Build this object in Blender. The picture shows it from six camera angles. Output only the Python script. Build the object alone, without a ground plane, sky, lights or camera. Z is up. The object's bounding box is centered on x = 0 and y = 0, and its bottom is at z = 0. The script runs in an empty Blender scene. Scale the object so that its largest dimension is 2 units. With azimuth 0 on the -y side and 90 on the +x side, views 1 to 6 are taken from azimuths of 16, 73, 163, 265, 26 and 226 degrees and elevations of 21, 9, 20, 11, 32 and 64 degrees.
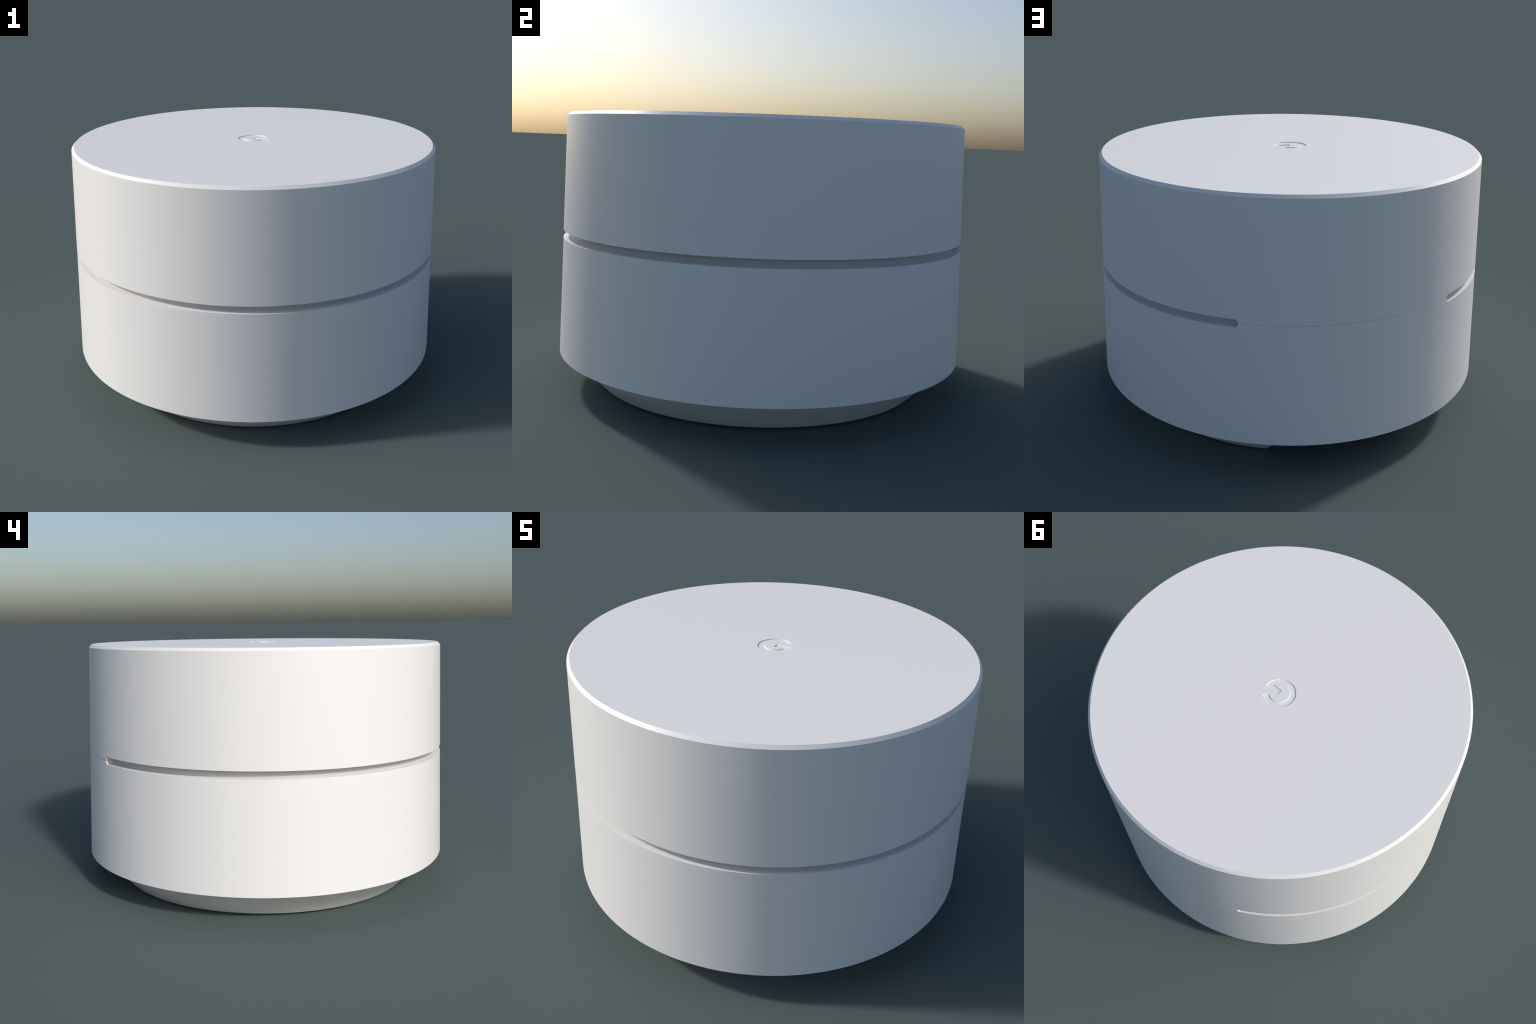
"""White puck-shaped wireless router: a slightly flared drum of two shells,
a slot running round most of the seam, a conical foot and an engraved mark."""
import bpy, bmesh
from math import sin, cos, asin, atan2, pi, radians, sqrt

# ------------------------------------------------------------------ sizes
Z_TOP, R_TOP = 1.2960, 0.9468        # flat lid, inside the chamfer
Z_CHAMFER, R_CHAMFER = 1.2823, 0.9605  # outer edge of the lid chamfer
Z_RIM, R_RIM = 0.1600, 1.0000        # widest circle, bottom edge of the wall
Z_SEAM = 0.7310                      # parting line of the two shells
SLOT_TOP, SLOT_LOW = 0.7492, 0.7122  # lips of the slot
R_LIP_UP, R_LIP_LOW = 0.9796, 0.9801   # wall radius at the two lips
SLOT_DEPTH = 0.0365
SLOT_END = radians(30.0)             # slot stops this far either side of +y
END_ROUND = radians(1.0)             # rounded slot end
SEAM_HALF = 0.0016                   # half height of the fine seam ...
SEAM_DEPTH = 0.0034                  # ... and its depth
SEAM_CHAMFER = (0.0026, 0.0018)      # softened lower edge of the seam
LIP_EDGE = 0.0003                    # crisp lips of the slot
BASE_TOP_R, BASE_LOW_R, BASE_LOW_Z = 0.958, 0.8105, 0.0098
NOTCH_HALF, NOTCH_BACK, NOTCH_TOP, NOTCH_ROUND = 0.3305, 0.300, 0.155, 0.130


def wall_radius(z):
    """Both shells flare downwards; the upper one stands a hair proud of the
    lower one where they meet."""
    if z > Z_SEAM:
        t = (z - SLOT_TOP) / (Z_CHAMFER - SLOT_TOP)
        return R_LIP_UP + t * (R_CHAMFER - R_LIP_UP)
    t = (z - Z_RIM) / (SLOT_LOW - Z_RIM)
    return R_RIM + t * (R_LIP_LOW - R_RIM)


def angles():
    """Angles measured from +y; dense near the slot ends."""
    a = [radians(i) for i in range(360)]
    n = 20
    for s in (1, -1):
        for k in range(n + 1):
            e = SLOT_END + END_ROUND * (1 - cos(pi / 2 * k / n))
            a.append((s * e) % (2 * pi))
        a.append((s * (SLOT_END - 1e-4)) % (2 * pi))
    a = sorted(a)
    out = [a[0]]
    for v in a[1:]:
        if v - out[-1] > 4e-5:
            out.append(v)
    return out


def lip(a, full, closed):
    """Height of a shell's lip at angle a: 'full' in the slot, 'closed' at the
    seam, joined by a quarter round."""
    d = min(a, 2 * pi - a)
    if d < SLOT_END - 1e-6:
        return closed
    t = min(1.0, (d - SLOT_END) / END_ROUND)
    return closed + (full - closed) * sqrt(max(0.0, 1 - (1 - t) ** 2))


# -------------------------------------------------------------- materials
def plastic(name, colour, rough):
    m = bpy.data.materials.new(name)
    m.use_nodes = True
    nt = m.node_tree
    b = nt.nodes["Principled BSDF"]
    b.inputs["Base Color"].default_value = (*colour, 1)
    co = nt.nodes.new("ShaderNodeTexCoord")
    no = nt.nodes.new("ShaderNodeTexNoise")
    no.inputs["Scale"].default_value = 160.0
    no.inputs["Detail"].default_value = 2.0
    mr = nt.nodes.new("ShaderNodeMapRange")
    mr.inputs["To Min"].default_value = rough - 0.02
    mr.inputs["To Max"].default_value = rough + 0.02
    nt.links.new(co.outputs["Object"], no.inputs["Vector"])
    nt.links.new(no.outputs["Fac"], mr.inputs["Value"])
    nt.links.new(mr.outputs["Result"], b.inputs["Roughness"])
    return m


WHITE = plastic("white_plastic", (0.84, 0.84, 0.84), 0.4)
BASE_MAT = plastic("base_plastic", (0.84, 0.84, 0.84), 0.4)
MID_GREY_MAT = plastic("mid_grey", (0.70, 0.70, 0.70), 0.5)  # mid-grey between shell white and slot wall, for the slot ends and seam bottom
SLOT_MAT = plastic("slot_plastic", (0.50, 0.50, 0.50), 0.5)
RUBBER = plastic("foot_rubber", (0.60, 0.60, 0.60), 0.7)


# ---------------------------------------------------------------- helpers
def finish(bm, name, mat, parent, sharp=30):
    bmesh.ops.remove_doubles(bm, verts=bm.verts, dist=1e-6)
    bmesh.ops.recalc_face_normals(bm, faces=bm.faces)
    for f in bm.faces:
        f.smooth = True
    for e in bm.edges:
        e.smooth = not (len(e.link_faces) == 2 and e.calc_face_angle(0) > radians(sharp))
    me = bpy.data.meshes.new(name)
    bm.to_mesh(me)
    bm.free()
    me.materials.append(mat)
    ob = bpy.data.objects.new(name, me)
    bpy.context.scene.collection.objects.link(ob)
    ob.parent = parent
    return ob


def lathe(bm, profile, ang, cap_start=True, cap_end=True):
    """profile(a) -> list of (r, z); returns the first ring of vertices."""
    rings = []
    for a in ang:
        rings.append([bm.verts.new((r * sin(a), r * cos(a), z)) for r, z in profile(a)])
    n, m = len(rings), len(rings[0])
    for i in range(n):
        p, q = rings[i], rings[(i + 1) % n]
        for j in range(m - 1):
            bm.faces.new((p[j], q[j], q[j + 1], p[j + 1]))
    if cap_start:
        bm.faces.new([r[0] for r in rings])
    if cap_end:
        bm.faces.new([r[-1] for r in rings])
    return [r[0] for r in rings]


def arc(r, a0, a1, n):
    return [(r * cos(a0 + (a1 - a0) * k / n), r * sin(a0 + (a1 - a0) * k / n)) for k in range(n + 1)]


def mark_outline(grow=0.0):
    """Round letter with a cross bar, as engraved in the lid."""
    ro, ri = 0.0830 + grow, 0.0513 - grow
    y_hi, y_lo, x_in = 0.0139 + grow, -0.0171 - grow, 0.0018 - grow
    gap = radians(47.5) - grow / 0.067
    pts = [(x_in, y_hi)]
    pts += arc(ro, asin(y_hi / ro), gap - 2 * pi, 120)
    pts += arc(ri, gap, 2 * pi + asin(y_lo / ri), 96)
    pts += [(x_in, y_lo)]
    return pts


# ------------------------------------------------------------------ build
root = bpy.data.objects.new("wifi_router", None)
bpy.context.scene.collection.objects.link(root)
root["label"] = "white round puck-shaped wireless router with slotted seam"
root["category"] = "wifi router"

ANG = angles()
CORE_R = wall_radius(Z_SEAM) - SLOT_DEPTH


def back_radius(a):
    in_seam = min(a, 2 * pi - a) < SLOT_END - 1e-6
    return wall_radius(Z_SEAM) - SEAM_DEPTH if in_seam else CORE_R


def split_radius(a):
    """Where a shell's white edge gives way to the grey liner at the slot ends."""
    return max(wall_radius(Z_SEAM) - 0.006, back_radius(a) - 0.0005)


def darken_slot_ends(ob):
    """Mid-grey tone on the rounded end faces inside the slot."""
    ob.data.materials.append(MID_GREY_MAT)
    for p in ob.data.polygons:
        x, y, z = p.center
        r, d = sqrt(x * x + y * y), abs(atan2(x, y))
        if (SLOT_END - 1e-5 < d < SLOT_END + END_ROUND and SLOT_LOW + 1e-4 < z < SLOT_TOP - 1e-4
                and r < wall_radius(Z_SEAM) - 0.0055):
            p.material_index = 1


def upper_profile(a):
    zl = lip(a, SLOT_TOP, Z_SEAM + SEAM_HALF)
    h = c = LIP_EDGE
    return [(R_TOP, Z_TOP), (R_CHAMFER, Z_CHAMFER), (wall_radius(zl + h), zl + h),
            (wall_radius(zl) - c, zl), (split_radius(a), zl), (back_radius(a) - 0.001, zl),
            (back_radius(a) - 0.001, Z_SEAM + 0.03), (CORE_R - 0.02, Z_SEAM + 0.03)]


def lower_profile(a):
    zl = lip(a, SLOT_LOW, Z_SEAM - SEAM_HALF)
    in_seam = min(a, 2 * pi - a) < SLOT_END + 1e-5
    h, c = SEAM_CHAMFER if in_seam else (LIP_EDGE, LIP_EDGE)
    return [(CORE_R - 0.02, Z_SEAM - 0.03), (back_radius(a) - 0.001, Z_SEAM - 0.03),
            (back_radius(a) - 0.001, zl), (split_radius(a), zl), (wall_radius(zl) - c, zl),
            (wall_radius(zl - h), zl - h), (R_RIM, Z_RIM), (R_RIM - 0.003, Z_RIM - 0.001),
            (BASE_TOP_R - 0.03, Z_RIM - 0.001)]


# upper shell: lid disc is filled round the engraved outline
bm = bmesh.new()
ring = lathe(bm, upper_profile, ANG, cap_start=False)
mark = [bm.verts.new((x, y, Z_TOP)) for x, y in mark_outline()]
loops = []
for vs in (ring, mark):
    for i in range(len(vs)):
        e = bm.edges.get((vs[i], vs[(i + 1) % len(vs)])) or bm.edges.new((vs[i], vs[(i + 1) % len(vs)]))
        loops.append(e)
bmesh.ops.triangle_fill(bm, edges=loops, use_beauty=True, normal=(0, 0, 1))
upper = finish(bm, "upper_shell", WHITE, root, sharp=20)
darken_slot_ends(upper)

bm = bmesh.new()
lathe(bm, lower_profile, ANG)
lower = finish(bm, "lower_shell", WHITE, root, sharp=20)
darken_slot_ends(lower)

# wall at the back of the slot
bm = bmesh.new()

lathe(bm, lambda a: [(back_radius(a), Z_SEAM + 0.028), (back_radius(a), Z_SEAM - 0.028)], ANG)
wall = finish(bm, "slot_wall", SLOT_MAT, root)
wall.data.materials.append(MID_GREY_MAT)         # bottom of the fine seam, greyed to deepen its shadow line
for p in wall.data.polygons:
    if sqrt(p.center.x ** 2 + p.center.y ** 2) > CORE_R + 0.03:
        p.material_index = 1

# engraved mark: drafted walls and a flat floor
bm = bmesh.new()
DEPTH = 0.0041
top = [bm.verts.new((x, y, Z_TOP)) for x, y in mark_outline()]
low = [bm.verts.new((x, y, Z_TOP - DEPTH)) for x, y in mark_outline(-0.0008)]
for i in range(len(top)):
    j = (i + 1) % len(top)
    bm.faces.new((top[i], top[j], low[j], low[i]))
es = [bm.edges.get((low[i], low[(i + 1) % len(low)])) for i in range(len(low))]
bmesh.ops.triangle_fill(bm, edges=es, use_beauty=True, normal=(0, 0, 1))
gm = finish(bm, "engraved_mark", WHITE, root, sharp=35)

# base: conical foot with a cable notch at the back
bm = bmesh.new()
zt = Z_RIM - 0.0005


def base_profile(a):
    return [(BASE_TOP_R, zt), (BASE_LOW_R, BASE_LOW_Z)]


lathe(bm, base_profile, [radians(i) for i in range(360)])
base = finish(bm, "base", BASE_MAT, root)
bm = bmesh.new()
NW, NR = NOTCH_HALF, NOTCH_ROUND
section = [(-NW, -0.1)]
section += [(-NW + NR - NR * cos(t), NOTCH_TOP - NR + NR * sin(t)) for t in [pi / 2 * k / 24 for k in range(25)]]
section += [(-x, z) for x, z in reversed(section)]
front = [bm.verts.new((x, NOTCH_BACK, z)) for x, z in section]
rear = [bm.verts.new((x, 1.2, z)) for x, z in section]
bm.faces.new(front)
bm.faces.new(rear)
for i in range(len(front)):
    j = (i + 1) % len(front)
    bm.faces.new((front[i], front[j], rear[j], rear[i]))
cut = finish(bm, "notch_cutter", WHITE, None)
mod = base.modifiers.new("notch", 'BOOLEAN')
mod.object = cut
mod.operation = 'DIFFERENCE'
mod.solver = 'EXACT'
dg = bpy.context.evaluated_depsgraph_get()
me = bpy.data.meshes.new_from_object(base.evaluated_get(dg))
base.modifiers.clear()
base.data = me
me.name = "base"
b2 = bmesh.new()
b2.from_mesh(me)
for e in b2.edges:
    e.smooth = not (len(e.link_faces) == 2 and e.calc_face_angle(0) > radians(20))
for f in b2.faces:
    f.smooth = True
b2.to_mesh(me)
b2.free()
bpy.data.objects.remove(cut)

# rubber pad under the base, following its outline
bm = bmesh.new()
PAD_R, pad_x = BASE_LOW_R - 0.03, NOTCH_HALF + 0.02
a0 = asin(pad_x / PAD_R)
pts = [(PAD_R * sin(a0 + (2 * pi - 2 * a0) * k / 180), PAD_R * cos(a0 + (2 * pi - 2 * a0) * k / 180)) for k in range(181)]
pts += [(-pad_x, NOTCH_BACK - 0.02), (pad_x, NOTCH_BACK - 0.02)]
lo = [bm.verts.new((x, y, 0.0)) for x, y in pts]
hi = [bm.verts.new((x, y, BASE_LOW_Z + 0.002)) for x, y in pts]
bm.faces.new(lo)
bm.faces.new(hi)
for i in range(len(lo)):
    j = (i + 1) % len(lo)
    bm.faces.new((lo[i], lo[j], hi[j], hi[i]))
finish(bm, "foot_pad", RUBBER, root)
